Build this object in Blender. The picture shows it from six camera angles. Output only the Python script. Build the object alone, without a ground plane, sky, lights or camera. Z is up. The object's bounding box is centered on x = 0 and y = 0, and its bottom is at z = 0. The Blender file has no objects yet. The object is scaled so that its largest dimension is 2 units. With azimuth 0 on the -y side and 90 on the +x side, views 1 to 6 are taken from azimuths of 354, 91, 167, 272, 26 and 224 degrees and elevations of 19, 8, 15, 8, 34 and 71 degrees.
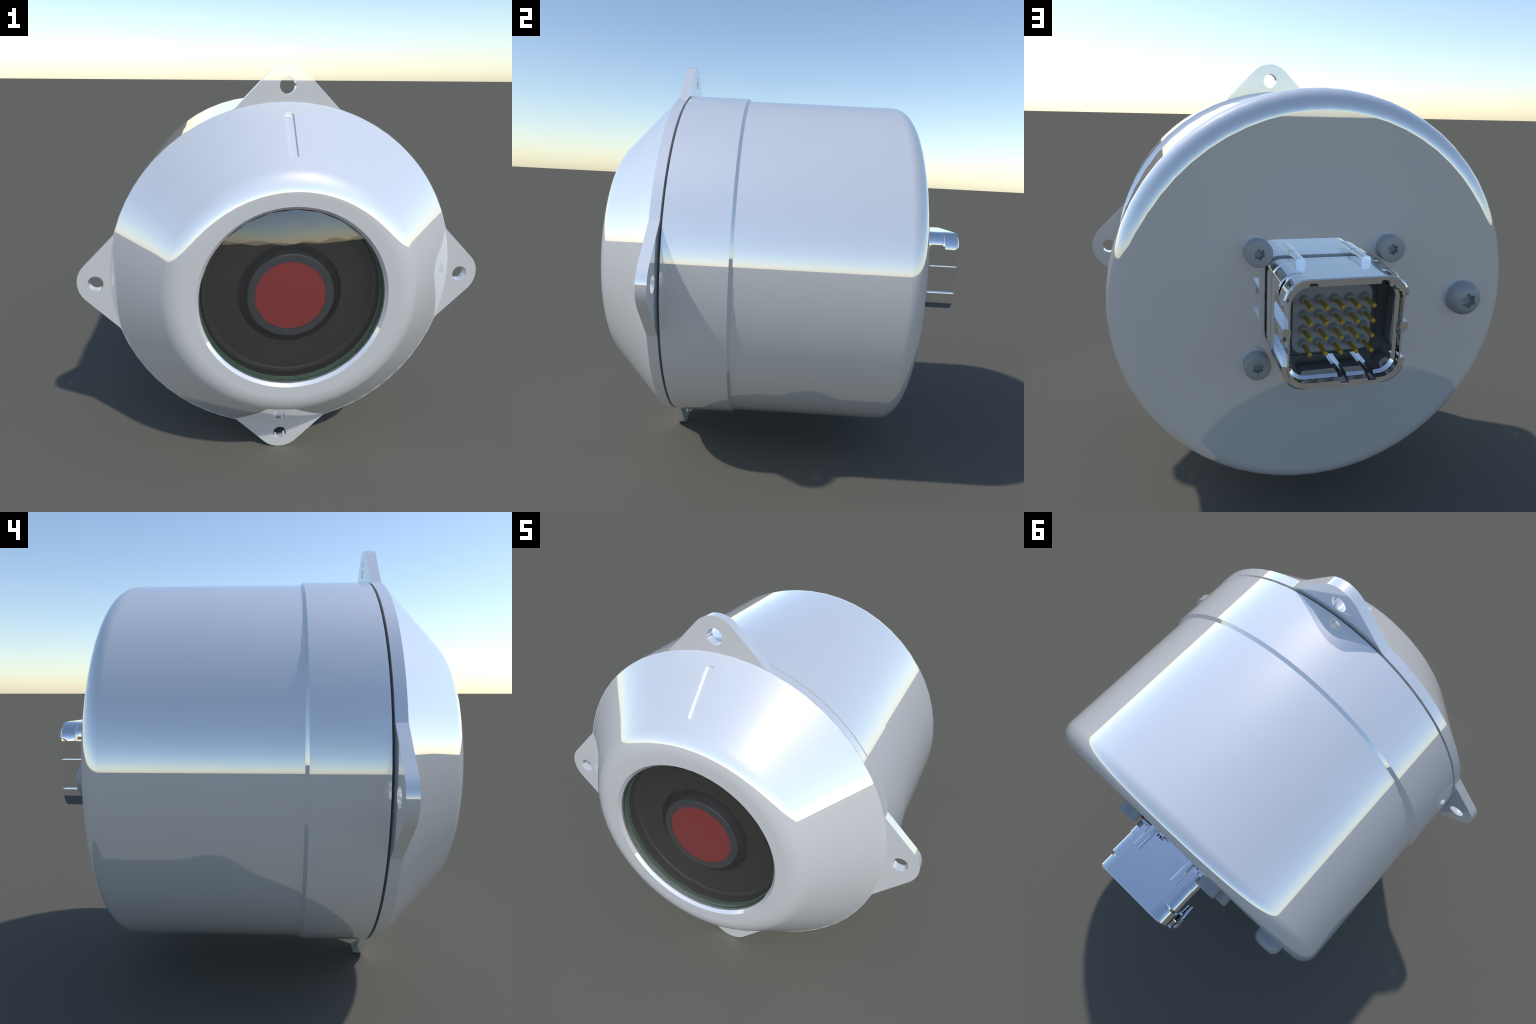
"""Round white bell-shaped sensor / camera head: conical front cover with a glass
dome, four-eared mounting flange, cylindrical housing, and a square electrical
connector with gold pins on the back."""
import bpy, bmesh, math
from math import pi, cos, sin, radians, sqrt
from mathutils import Vector, Matrix

CZ = 1.0            # height of the object's axis (the axis runs along y)
R_EAR = 0.912       # distance of the ear holes from the axis


# ------------------------------------------------------------------ materials
def principled(name, color, metallic=0.0, rough=0.5, **extra):
    m = bpy.data.materials.new(name)
    m.use_nodes = True
    b = m.node_tree.nodes["Principled BSDF"]
    b.inputs["Base Color"].default_value = (*color, 1)
    b.inputs["Metallic"].default_value = metallic
    b.inputs["Roughness"].default_value = rough
    for k, v in extra.items():
        b.inputs[k.replace("_", " ")].default_value = v
    return m


def grain(m, color, amount, scale):
    """very fine tonal grain so that a paint or metal is not dead uniform"""
    nt = m.node_tree
    tc = nt.nodes.new("ShaderNodeTexCoord")
    no = nt.nodes.new("ShaderNodeTexNoise")
    no.inputs["Scale"].default_value = scale
    no.inputs["Detail"].default_value = 4
    ra = nt.nodes.new("ShaderNodeValToRGB")
    ra.color_ramp.elements[0].position = 0.3
    ra.color_ramp.elements[1].position = 0.7
    ra.color_ramp.elements[0].color = (*[c * (1 - amount) for c in color], 1)
    ra.color_ramp.elements[1].color = (*[min(1, c * (1 + amount)) for c in color], 1)
    nt.links.new(tc.outputs["Object"], no.inputs["Vector"])
    nt.links.new(no.outputs["Fac"], ra.inputs["Fac"])
    nt.links.new(ra.outputs["Color"], nt.nodes["Principled BSDF"].inputs["Base Color"])
    return m


WHITE = grain(principled("white_lacquered_metal", (0.92, 0.92, 0.92), 0.5, 0.02), (0.92, 0.92, 0.92), 0.01, 3.0)
CHROME = principled("polished_metal", (0.95, 0.95, 0.95), 1.0, 0.0)
STEEL = grain(principled("satin_steel", (0.38, 0.39, 0.40), 0.2, 0.5), (0.38, 0.39, 0.40), 0.03, 12.0)
GREY = principled("grey_insulator", (0.34, 0.355, 0.37), 0.1, 0.45)
GREYDARK = principled("dark_grey_cavity_shade", (0.10, 0.105, 0.11), 0.1, 0.5)
GOLD = principled("gold_contact", (0.50, 0.35, 0.04), 0.35, 0.45)
GAPDARK = principled("darkened_gap_wall", (0.17, 0.17, 0.175), 0.0, 0.6)  # wall tinted dark for the shade inside the flange gap
DARKRED = principled("dark_red_band", (0.03, 0.006, 0.006), 0.0, 0.45)
BLACK = principled("black_baffle", (0.053, 0.044, 0.034), 0.0, 0.5)
DARK = principled("dark_sensor_housing", (0.085, 0.092, 0.10), 0.0, 0.45)
RIM = principled("grey_rim", (0.09, 0.092, 0.094), 0.2, 0.4)
RED = principled("red_filter", (0.55, 0.046, 0.048), 0.0, 0.4)
GREEN = principled("green_seal", (0.19, 0.38, 0.26), 0.0, 0.4)
GLASS = principled("window_glass", (1, 1, 1), 0.0, 0.0, IOR=1.78, Transmission_Weight=1.0)


# ------------------------------------------------------------------ mesh helpers
def new_object(name, mesh, mat, parent=None):
    ob = bpy.data.objects.new(name, mesh)
    bpy.context.scene.collection.objects.link(ob)
    if mat:
        mesh.materials.clear()
        mesh.materials.append(mat)
    if parent:
        ob.parent = parent
    return ob


def line(p, q):
    """straight profile piece (r, y) -> (r, y) with its constant normal"""
    d = Vector((q[0] - p[0], q[1] - p[1])).normalized()
    n = (d.y, -d.x)
    return [(p[0], p[1], *n), (q[0], q[1], *n)]


def arc(c, rad, a0, a1, n, inward=False):
    """circular profile piece about c in the (r, y) plane, angles in degrees"""
    out = []
    s = -1 if inward else 1
    for k in range(n + 1):
        a = radians(a0 + (a1 - a0) * k / n)
        out.append((c[0] + rad * cos(a), c[1] + rad * sin(a), s * cos(a), s * sin(a)))
    return out


def revolve(name, pieces, n, mat, parent, offset=0.0, centre=(0.0, CZ)):
    """turn profile pieces about an axis along y; every piece keeps its own exact normals"""
    verts, index, faces, norms = [], {}, [], []

    def vid(r, y, k):
        key = (round(r, 6), round(y, 6), 0 if r < 1e-6 else k % n)
        if key not in index:
            index[key] = len(verts)
            a = 2 * pi * key[2] / n + offset
            verts.append((centre[0] + r * sin(a), y, centre[1] + r * cos(a)))
        return index[key]

    for pc in pieces:
        for (r0, y0, u0, w0), (r1, y1, u1, w1) in zip(pc[:-1], pc[1:]):
            for k in range(n):
                a, b = 2 * pi * k / n + offset, 2 * pi * (k + 1) / n + offset
                c = [(r0, y0, k, a, u0, w0), (r0, y0, k + 1, b, u0, w0), (r1, y1, k + 1, b, u1, w1), (r1, y1, k, a, u1, w1)]
                ids, nn = [], []
                for r, y, kk, t, u, w in c:
                    i = vid(r, y, kk)
                    if i in ids:
                        continue
                    ids.append(i)
                    nn.append(Vector((u * sin(t), w, u * cos(t))))
                p = [Vector(verts[i]) for i in ids]
                fn = (p[1] - p[0]).cross(p[2] - p[0])
                mean = sum(nn, Vector())
                if fn.dot(mean) < 0:
                    ids.reverse()
                    nn.reverse()
                faces.append(ids)
                norms.extend(nn)
    me = bpy.data.meshes.new(name)
    me.from_pydata(verts, [], faces)
    me.shade_smooth()
    me.normals_split_custom_set([tuple(v.normalized()) for v in norms])
    return new_object(name, me, mat, parent)


def smooth_by_angle(me, angle=32):
    me.shade_smooth()
    bm = bmesh.new()
    bm.from_mesh(me)
    lim = radians(angle)
    for e in bm.edges:
        e.smooth = len(e.link_faces) == 2 and e.calc_face_angle(pi) < lim
    bm.to_mesh(me)
    bm.free()


def prism(name, loops, y0, y1, mat, parent, bevel=0.0, angle=32):
    """solid with outline loops[0] (x, z) and holes loops[1:], from y0 to y1"""
    bm = bmesh.new()
    edges = []
    for lp in loops:
        vs = [bm.verts.new((x, y0, z)) for x, z in lp]
        edges += [bm.edges.new((vs[i], vs[(i + 1) % len(vs)])) for i in range(len(vs))]
    if len(loops) == 1:
        bm.faces.new(vs)
    else:
        bmesh.ops.triangle_fill(bm, use_beauty=True, use_dissolve=True, edges=edges)
    ext = bmesh.ops.extrude_face_region(bm, geom=bm.faces[:])
    moved = [g for g in ext["geom"] if isinstance(g, bmesh.types.BMVert)]
    bmesh.ops.translate(bm, verts=moved, vec=(0, y1 - y0, 0))
    bmesh.ops.recalc_face_normals(bm, faces=bm.faces[:])
    if bevel:
        es = [e for e in bm.edges if len(e.link_faces) == 2 and e.calc_face_angle(0) > radians(50)]
        bmesh.ops.bevel(bm, geom=es, offset=bevel, segments=2, profile=0.5, affect="EDGES", clamp_overlap=True)
    me = bpy.data.meshes.new(name)
    bm.to_mesh(me)
    bm.free()
    smooth_by_angle(me, angle)
    return new_object(name, me, mat, parent)


def loft(name, rings, mat, parent, cap0=True, cap1=True, angle=32):
    """skin through closed rings of equal point count"""
    bm = bmesh.new()
    rows = [[bm.verts.new(p) for p in rg] for rg in rings]
    n = len(rows[0])
    for a, b in zip(rows[:-1], rows[1:]):
        for i in range(n):
            bm.faces.new((a[i], a[(i + 1) % n], b[(i + 1) % n], b[i]))
    if cap0:
        bm.faces.new(rows[0])
    if cap1:
        bm.faces.new(rows[-1])
    bmesh.ops.recalc_face_normals(bm, faces=bm.faces[:])
    me = bpy.data.meshes.new(name)
    bm.to_mesh(me)
    bm.free()
    smooth_by_angle(me, angle)
    return new_object(name, me, mat, parent)


def circle(cx, cz, r, n, a0=0.0):
    return [(cx + r * sin(a0 + 2 * pi * k / n), cz + r * cos(a0 + 2 * pi * k / n)) for k in range(n)]


def rounded_rect(x0, x1, z0, z1, r, n=6, low=None):
    pts = []
    low = r if low is None else low
    corners = ((x1 - r, z1 - r, 0, r), (x0 + r, z1 - r, 90, r), (x0 + low, z0 + low, 180, low), (x1 - low, z0 + low, 270, low))
    for cx, cz, a, r in corners:
        for k in range(n + 1):
            t = radians(a + 90 * k / n)
            pts.append((cx + r * cos(t), cz + r * sin(t)))
    return pts


def cut(ob, cutter):
    """apply a boolean difference and throw the cutter away"""
    md = ob.modifiers.new("cut", "BOOLEAN")
    md.object = cutter
    md.operation = "DIFFERENCE"
    md.solver = "EXACT"
    dg = bpy.context.evaluated_depsgraph_get()
    me = bpy.data.meshes.new_from_object(ob.evaluated_get(dg))
    ob.modifiers.remove(md)
    old = ob.data
    me.name = old.name
    ob.data = me
    bpy.data.meshes.remove(old)
    bpy.data.objects.remove(cutter)
    return ob


# ------------------------------------------------------------------ the thing
root = bpy.data.objects.new("camera_head", None)
bpy.context.scene.collection.objects.link(root)
root["label"] = "white round camera head with glass front, eared flange and rear connector"
root["category"] = "industrial camera"

N = 60
R_FL, Y_FL = 0.8438, -0.5580          # flange rim, plane of its front
Y_FRONT = -0.8591                    # front face of the cover
R_BORE, Y_BORE = 0.420, -0.810
CHAM = 0.0135                       # bright chamfer round the window

# --- conical front cover -----------------------------------------------------
RF = 0.149
corner_r = R_FL - (Y_FL - Y_FRONT)          # 45 degree cone meets the face plane here
t = RF * math.tan(radians(22.5))
fc = (corner_r - t, Y_FRONT + RF)           # centre of the shoulder fillet
fillet_end = (fc[0] + RF * cos(radians(-45)), fc[1] + RF * sin(radians(-45)))
cover = revolve("front_cover", [
    line((R_BORE, Y_BORE), (R_BORE, Y_FRONT + CHAM)),
    line((R_BORE, Y_FRONT + CHAM), (R_BORE + CHAM, Y_FRONT)),
    line((R_BORE + CHAM, Y_FRONT), (fc[0], Y_FRONT)),
    arc(fc, RF, -90, -45, 4),
    line(fillet_end, (R_FL, Y_FL)),
    line((R_FL, Y_FL), (R_FL, Y_FL + 0.02)),
    line((R_FL, Y_FL + 0.02), (R_BORE, Y_FL + 0.02)),
    line((R_BORE, Y_FL + 0.02), (R_BORE, Y_BORE)),
], N, WHITE, root)


def fix_piece_normals(ob, fn):
    """give loops exact normals again after a boolean"""
    me = ob.data
    out = []
    for p in me.polygons:
        for li in p.loop_indices:
            v = me.vertices[me.loops[li].vertex_index].co
            n = fn(p.center, p.normal, v)
            out.append(tuple(n if n is not None else p.normal))
    me.shade_smooth()
    me.normals_split_custom_set(out)


def cover_normal(c, fnorm, v):
    r = sqrt(c.x ** 2 + (c.z - CZ) ** 2)
    rv = sqrt(v.x ** 2 + (v.z - CZ) ** 2)
    rad = Vector((v.x / rv, 0, (v.z - CZ) / rv))
    crad = Vector((c.x / r, 0, (c.z - CZ) / r))
    cone = (crad + Vector((0, -1, 0))).normalized()
    if fnorm.dot(Vector((0, -1, 0))) > 0.999:
        return None
    if r < R_BORE + CHAM and fnorm.y > -0.9:
        return -rad if fnorm.y > -0.3 else (-rad + Vector((0, -1, 0))).normalized()
    if fnorm.dot(cone) > 0.9995:
        return (rad + Vector((0, -1, 0))).normalized()
    if r < fillet_end[0] and c.y < -0.75:
        a = Vector((rv - fc[0], v.y - fc[1])).normalized()
        return Vector((rad.x * a.x, a.y, rad.z * a.x)).normalized()
    if fnorm.dot(crad) > 0.99 and r > R_FL - 0.01:
        return rad
    return None


# witness slot sunk in the cone, pointing at the upper ear
r_mid = 0.7135
axis_t = Vector((0, -1, -1)).normalized()
axis_n = Vector((0, -1, 1)).normalized()
slot_c = Vector((0, Y_FL - (R_FL - r_mid), CZ + r_mid))
bm = bmesh.new()
outline = rounded_rect(-0.021, 0.021, -0.1225, 0.1225, 0.011, 4)
for sgn in (-1, 1):
    vs = [bm.verts.new(slot_c + Vector((x, 0, 0)) - axis_t * s + axis_n * (0.02 if sgn > 0 else -0.0135)) for x, s in outline]
    bm.faces.new(vs)
bm.verts.ensure_lookup_table()
k = len(outline)
for i in range(k):
    j = (i + 1) % k
    bm.faces.new((bm.verts[i], bm.verts[j], bm.verts[k + j], bm.verts[k + i]))
bmesh.ops.recalc_face_normals(bm, faces=bm.faces[:])
me = bpy.data.meshes.new("slot_tool")
bm.to_mesh(me)
bm.free()
cut(cover, new_object("slot_tool", me, None))
fix_piece_normals(cover, cover_normal)

# --- eared mounting flange ----------------------------------------------------
def flange_outline():
    """disc with four 90-degree ears: round tip, 45-degree flanks, small root fillet"""
    rt, ct = 0.1226, 0.8774
    rad = R_FL + 0.0012
    foot = 0.030
    one = []
    # flank line: x*sin45 + z*cos45 = d in the ear's own frame (ear points along +z)
    d = (ct + rt * sqrt(2)) / sqrt(2)
    # root fillet: circle outside the rim, tangent to the rim and to the flank
    c = None
    for i in range(4000):
        a = radians(5 + 30 * i / 4000)
        px, pz = (rad + foot) * sin(a), (rad + foot) * cos(a)
        if (px + pz) / sqrt(2) - d >= foot:
            c = (px, pz, a)
            break
    a_root = c[2]
    ear = []
    for i in range(4):                               # root fillet
        b0, b1 = a_root + pi, radians(225)
        b = b0 + (b1 - b0) * i / 3
        ear.append((c[0] + foot * sin(b), c[1] + foot * cos(b)))
    for i in range(8):                               # half of the tip
        b = radians(45) * (1 - i / 7)
        ear.append((rt * sin(b), ct + rt * cos(b)))
    half = ear
    full = [(-x, z) for x, z in half][:-1] + half[::-1]
    rim_n = 10
    a0 = math.degrees(a_root)
    for i in range(1, rim_n):
        a = radians(a0 + (90 - 2 * a0) * i / rim_n)
        full.append((rad * sin(a), rad * cos(a)))
    pts = []
    for q in range(4):
        m = -q * pi / 2
        for x, z in full:
            pts.append((x * cos(m) - z * sin(m), CZ + x * sin(m) + z * cos(m)))
    return pts


holes = [circle(R_EAR * sin(q * pi / 2), CZ + R_EAR * cos(q * pi / 2), 0.0372, 16) for q in range(4)]
prism("mounting_flange", [flange_outline()] + holes, Y_FL - 0.0006, -0.5135, WHITE, root, angle=25)

# --- seal and housing ----------------------------------------------------------
revolve("flange_gap_wall", [line((0.785, -0.520), (0.785, -0.495))], N, GAPDARK, root)
RB, YB, RR = 0.8330, 0.5962, 0.084
revolve("housing", [
    line((0.0, YB), (RB - RR, YB))[::-1] and [(0.0, YB, 0, 1), (RB - RR, YB, 0, 1)],
    arc((RB - RR, YB - RR), RR, 90, 0, 6),
    [(RB, YB - RR, 1, 0), (RB, -0.210, 1, 0)],
    [(RB, -0.210, 0.76, 0.65), (0.8445, -0.224, 0.76, 0.65)],
    [(0.8445, -0.224, 1, 0), (0.8445, -0.5030, 1, 0)],
    [(0.8445, -0.5030, 0, -1), (0.6, -0.5030, 0, -1)],
], N, WHITE, root)

# --- glass dome and what stands behind it --------------------------------------
SAG, RG, TG = 0.0491, 0.4185, 0.030
RS = (RG ** 2 + SAG ** 2) / (2 * SAG)
APEX = -0.893


def dome(apex, rad, nrm, nring=5):
    amax = math.asin(RG / rad)
    out = []
    for i in range(nring + 1):
        a = amax * i / nring
        out.append((rad * sin(a), apex + rad * (1 - cos(a)), nrm * sin(a), -nrm * cos(a)))
    return out


y_rim = APEX + SAG
window = revolve("window", [dome(APEX, RS, 1), [(RG, y_rim, 1, 0), (RG, y_rim + TG, 1, 0)], dome(APEX + TG, RS, -1)[::-1]], 24, GLASS, root)
# tilted normals draw a wavy reflected horizon; the glass itself stays smooth
wm = window.data
ripple = []
for p in wm.polygons:
    for li in p.loop_indices:
        v = wm.vertices[wm.loops[li].vertex_index].co
        n = Vector(wm.corner_normals[li].vector)
        rv = sqrt(v.x ** 2 + (v.z - CZ) ** 2)
        if rv > 0.05 and abs(n.y) > 0.5:
            a = math.atan2(v.x, v.z - CZ)
            ring_no = round(math.asin(min(1, rv / RS)) / math.asin(RG / RS) * 5)
            w = 0.004 * cos(12 * a + pi * ring_no) 
            n = (n + Vector((v.x / rv, 0, (v.z - CZ) / rv)) * w).normalized()
        ripple.append(tuple(n))
wm.normals_split_custom_set(ripple)

eye = bpy.data.objects.new("sensor_eye", None)
bpy.context.scene.collection.objects.link(eye)
eye.parent = root
revolve("window_seat", [[(0.4205, -0.824, 0, -1), (0.4160, -0.824, 0, -1)], [(0.4160, -0.824, -1, 0), (0.4160, -0.812, -1, 0)]], N, STEEL, root)
revolve("seal_ring", [[(0.4180, -0.815, -1, 0), (0.4180, -0.776, -1, 0)], [(0.4180, -0.776, 0, -1), (0.411, -0.776, 0, -1)]], N, GREEN, root)
revolve("baffle", [
    [(0.4175, -0.778, -1, 0), (0.4175, -0.732, -1, 0)],
    [(0.4175, -0.732, 0, -1), (0.404, -0.732, 0, -1)],
    [(0.381, -0.742, 0, -1), (0.240, -0.742, 0, -1)],
    [(0.240, -0.742, -1, 0), (0.240, -0.675, -1, 0)],
    [(0.240, -0.675, 0, -1), (0.0, -0.700, 0, -1)],
], N, BLACK, eye)
revolve("baffle_rim", [
    [(0.404, -0.730, 1, 0), (0.404, -0.744, 1, 0)],
    [(0.404, -0.744, 0, -1), (0.386, -0.748, 0, -1)],
    [(0.386, -0.748, -0.8, -0.6), (0.380, -0.741, -0.8, -0.6)],
], N, RIM, eye)
revolve("sensor_barrel", [
    [(0.200, -0.675, 1, 0), (0.200, -0.769, 1, 0)],
    [(0.200, -0.769, 0.8, -0.6), (0.195, -0.774, 0.4, -0.9)],
    [(0.195, -0.774, 0, -1), (0.164, -0.774, 0, -1)],
    [(0.164, -0.774, -1, 0), (0.164, -0.767, -1, 0)],
], N, DARK, eye)
revolve("filter", [[(0.163, -0.771, 0, -1), (0.0, -0.771, 0, -1)]], N, RED, eye)


# --- screws on the back ----------------------------------------------------------
def lobe(a):
    """radius of a six-lobe drive: narrow lobes, wide hollows"""
    return 0.74 + 0.26 * ((1 + cos(a)) / 2) ** 1.2


def star(r, n=6):
    pts = []
    for i in range(n * 8):
        a = 2 * pi * i / (n * 8)
        pts.append((r * lobe(n * a) * sin(a), r * lobe(n * a) * cos(a)))
    return pts


def screw_mesh(r, h, crown, star_r):
    """head with a rounded rim and a sunk six-lobe drive"""
    s0 = star(star_r)
    n = len(s0)
    rings = []
    for rr, yy in ((r, 0.0), (r, h - crown), (r * 0.985, h - 0.55 * crown), (r - 0.35 * crown, h - 0.2 * crown), (r - crown, h)):
        rings.append([(rr * sin(2 * pi * i / n), yy, rr * cos(2 * pi * i / n)) for i in range(n)])
    for f, yy in ((1.0, h), (0.96, h - 0.022)):
        rings.append([(x * f, yy, z * f) for x, z in s0])
    return rings


def dome_screw_rings(r, h, star_r):
    s0 = star(star_r)
    n = len(s0)
    rings = [[(r * sin(2 * pi * i / n), 0.0, r * cos(2 * pi * i / n)) for i in range(n)],
             [(r * sin(2 * pi * i / n), 0.018, r * cos(2 * pi * i / n)) for i in range(n)]]
    for a in (18, 36, 54, 70):
        rr, yy = star_r + (r - star_r) * cos(radians(a)), 0.018 + (h - 0.018) * sin(radians(a))
        rings.append([(rr * sin(2 * pi * i / n), yy, rr * cos(2 * pi * i / n)) for i in range(n)])
    for f, yy in ((1.0, h), (0.96, h - 0.024)):
        rings.append([(x * f, yy, z * f) for x, z in s0])
    return rings


first = loft("screw", screw_mesh(0.0525, 0.0545, 0.006, 0.0225), STEEL, root, angle=22)
spots = [(sx * 0.265, CZ + sz * 0.231) for sx in (-1, 1) for sz in (-1, 1)]
first.location = (spots[0][0], YB, spots[0][1])
for i, (x, z) in enumerate(spots[1:]):
    o = first.copy()
    bpy.context.scene.collection.objects.link(o)
    o.location = (x, YB, z)
    o.rotation_euler = (0, radians((7, -4, 12)[i]), 0)
big = loft("vent_screw", dome_screw_rings(0.0722, 0.060, 0.033), STEEL, root)
big.location = (-0.618, YB, CZ)
big.rotation_euler = (0, radians(9), 0)

# --- connector ---------------------------------------------------------------------
conn = bpy.data.objects.new("connector", None)
bpy.context.scene.collection.objects.link(conn)
conn.parent = root
WX, Z0, Z1 = 0.2275, 0.799, 1.203
BX = 0.209
Y_TIP, Y_WIDE = 0.893, 0.752

prism("connector_dark_band", [rounded_rect(-0.2325, 0.2325, Z0 + 0.004, 1.089, 0.03, 6, 0.105)], YB, 0.6065, DARKRED, conn)


def ring(pts, y):
    return [(x, y, z) for x, z in pts]


n_c = 7
outer = rounded_rect(-BX, BX, Z0 + 0.001, Z1 - 0.0012, 0.062, n_c, 0.088)
wide = rounded_rect(-WX, WX, Z0 - 0.0006, Z1 + 0.0006, 0.060, n_c, 0.082)
flange = rounded_rect(-WX - 0.002, WX + 0.002, Z0 - 0.0006, Z1 + 0.0008, 0.056, n_c, 0.105)
slim = rounded_rect(-WX, WX, Z0 - 0.0006, Z1 + 0.0006, 0.082, n_c)
mouth = rounded_rect(-0.2025, 0.2025, 0.823, 1.178, 0.066, n_c)
deep = rounded_rect(-0.1925, 0.1925, 0.833, 1.168, 0.060, n_c)
shell = loft("shell", [
    ring(flange, 0.606), ring(flange, 0.690), ring(wide, 0.690), ring(wide, Y_WIDE), ring(outer, Y_WIDE), ring(outer, Y_TIP),
    ring(mouth, Y_TIP), ring(mouth, 0.864), ring(deep, 0.853), ring(deep, 0.662)], CHROME, conn)
# open gap along the top, next to the housing
cut(shell, prism("gap_tool", [rounded_rect(-0.205, 0.205, 1.092, 1.25, 0.012, 3)], 0.58, 0.620, None, None))
for sx in (1, -1):
    prism("dark_side_strip", [rounded_rect(min(sx * 0.209, sx * 0.2325), max(sx * 0.209, sx * 0.2325), 1.030, 1.172, 0.006, 3)], YB + 0.0005, 0.6070, DARKRED, conn)
prism("gap_floor", [rounded_rect(-0.204, 0.204, 1.060, 1.0915, 0.010, 3)], YB + 0.0008, 0.6062, CHROME, conn)
# key slots in the mouth and along the cavity
for cx, z0, z1 in ((-0.003, 0.8095, 0.86), (-0.1065, 0.8095, 0.86), (0.125, 1.16, 1.191), (-0.1325, 1.16, 1.191)):
    tool = prism("slot_tool", [rounded_rect(cx - 0.0165, cx + 0.0165, z0, z1, 0.009, 4)], 0.695, 0.92, None, None)
    cut(shell, tool)
smooth_by_angle(shell.data)

# hood over the upper corners, with pointed cheeks, and the lower lip
def band(name, sections, mat, parent):
    """strip with thickness: sections = [(outer points, inner points), ...] as 3D lists"""
    bm = bmesh.new()
    rows = [([bm.verts.new(p) for p in o], [bm.verts.new(p) for p in i]) for o, i in sections]
    n = len(rows[0][0])
    for (o0, i0), (o1, i1) in zip(rows[:-1], rows[1:]):
        for k in range(n - 1):
            bm.faces.new((o0[k], o0[k + 1], o1[k + 1], o1[k]))
            bm.faces.new((i0[k + 1], i0[k], i1[k], i1[k + 1]))
        for k in (0, n - 1):
            bm.faces.new((o0[k], o1[k], i1[k], i0[k]))
    for o, i in (rows[0], rows[-1]):
        for k in range(n - 1):
            bm.faces.new((o[k], i[k], i[k + 1], o[k + 1]))
    bmesh.ops.recalc_face_normals(bm, faces=bm.faces[:])
    me = bpy.data.meshes.new(name)
    bm.to_mesh(me)
    bm.free()
    smooth_by_angle(me)
    return new_object(name, me, mat, parent)


def skirt(y, edge, top, line=None):
    """outer and inner line of the skirt at depth y, ending at height edge"""
    out, inn = [], []
    for x, z in [p for p in (line or wide) if (p[1] > 1.0) == top]:
        zz = max(z, edge) if top else min(z, edge)
        zz += 0.0002 if top else -0.0002
        out.append((x, y, zz))
        inn.append((x * 0.92, y, zz - (0.014 if top else -0.014) * max(0.0, 1 - abs(zz - (Z1 if top else Z0)) / 0.08)))
    end = [(x, y, edge) for x in ((WX, -WX) if top else (-WX, WX))]
    return [end[0]] + out + [end[1]], [(end[0][0] * 0.92, y, edge)] + inn + [(end[1][0] * 0.92, y, edge)]


def eased(section, d):
    """pull the outer line inwards: a small bevel on a front edge"""
    o, i = section
    return [(x * (1 - d / WX), y, CZ + (z - CZ) * (1 - d / 0.2)) for x, y, z in o], i


band("hood", [eased(skirt(0.8215, 1.116, True, slim), 0.002), skirt(0.8235, 1.116, True, slim), skirt(0.857, 1.106, True, slim),
              skirt(Y_TIP - 0.0058, 1.135, True, slim), eased(skirt(Y_TIP - 0.0008, 1.139, True, slim), 0.005)], CHROME, conn)
prism("hood_top", [[(-0.146, 1.192), (0.146, 1.192), (0.146, Z1 + 0.0010), (-0.146, Z1 + 0.0010)]], 0.692, Y_TIP - 0.0058, CHROME, conn)
band("hood_band", [skirt(Y_WIDE + 0.0005, 1.125, True), skirt(0.8085, 1.125, True), eased(skirt(0.8105, 1.125, True), 0.002)], CHROME, conn)
band("lower_lip", [skirt(Y_WIDE + 0.0005, 0.892, False), skirt(Y_TIP - 0.0058, 0.892, False), eased(skirt(Y_TIP - 0.0008, 0.892, False), 0.005)], CHROME, conn)
for sx in (1, -1):
    hook = [(Y_WIDE + 0.0005, 1.031), (Y_TIP - 0.0008, 1.031), (Y_TIP - 0.0008, 1.003), (0.858, 0.972), (0.830, 0.980),
            (0.822, 1.003), (0.808, 1.019), (Y_WIDE + 0.0005, 1.022)]
    loft("latch_tab", [[(sx * x, y, z) for y, z in hook] for x in (0.200, 0.2285)], CHROME, conn, angle=25)
    prism("guide_rib", [rounded_rect(sx * 0.126 - 0.018, sx * 0.126 + 0.018, 1.183, 1.2285, 0.010, 4)], YB + 0.002, 0.720, CHROME, conn)

# pin carrier with its sockets, collars and pins
cols = [0.001 + 0.058 * (i - 2) for i in range(5)]
rows = [-0.004 + 0.0573 * (j - 1.5) for j in range(4)]
carrier = rounded_rect(-0.149, 0.157, 0.870, 1.131, 0.036, 6)
prism("pin_carrier", [carrier], 0.672, 0.745, GREY, conn)
prism("cavity_shade_plate", [rounded_rect(-0.1915, 0.1915, 0.834, 1.167, 0.059, 6)], 0.6635, 0.690, GREYDARK, conn)  # dark-coloured plate models the unlit depth behind the carrier
collar0 = pin0 = None
for x in cols:
    for z in rows:
        if pin0 is None:
            collar0 = loft("collar", [[(px, y, pz) for px, pz in circle(0, 0, r, 20)] for r, y in ((0.0182, 0.0), (0.0130, 0.0235), (0.0124, 0.0245))], GREY, conn, angle=50)
            pin0 = prism("pin", [circle(0, 0, 0.0084, 16)], 0, 0.106, GOLD, conn, bevel=0.0015)
            a, b = collar0, pin0
        else:
            a, b = collar0.copy(), pin0.copy()
            bpy.context.scene.collection.objects.link(a)
            bpy.context.scene.collection.objects.link(b)
        a.location = (x, 0.7452, CZ + z)
        b.location = (x, 0.7454, CZ + z)
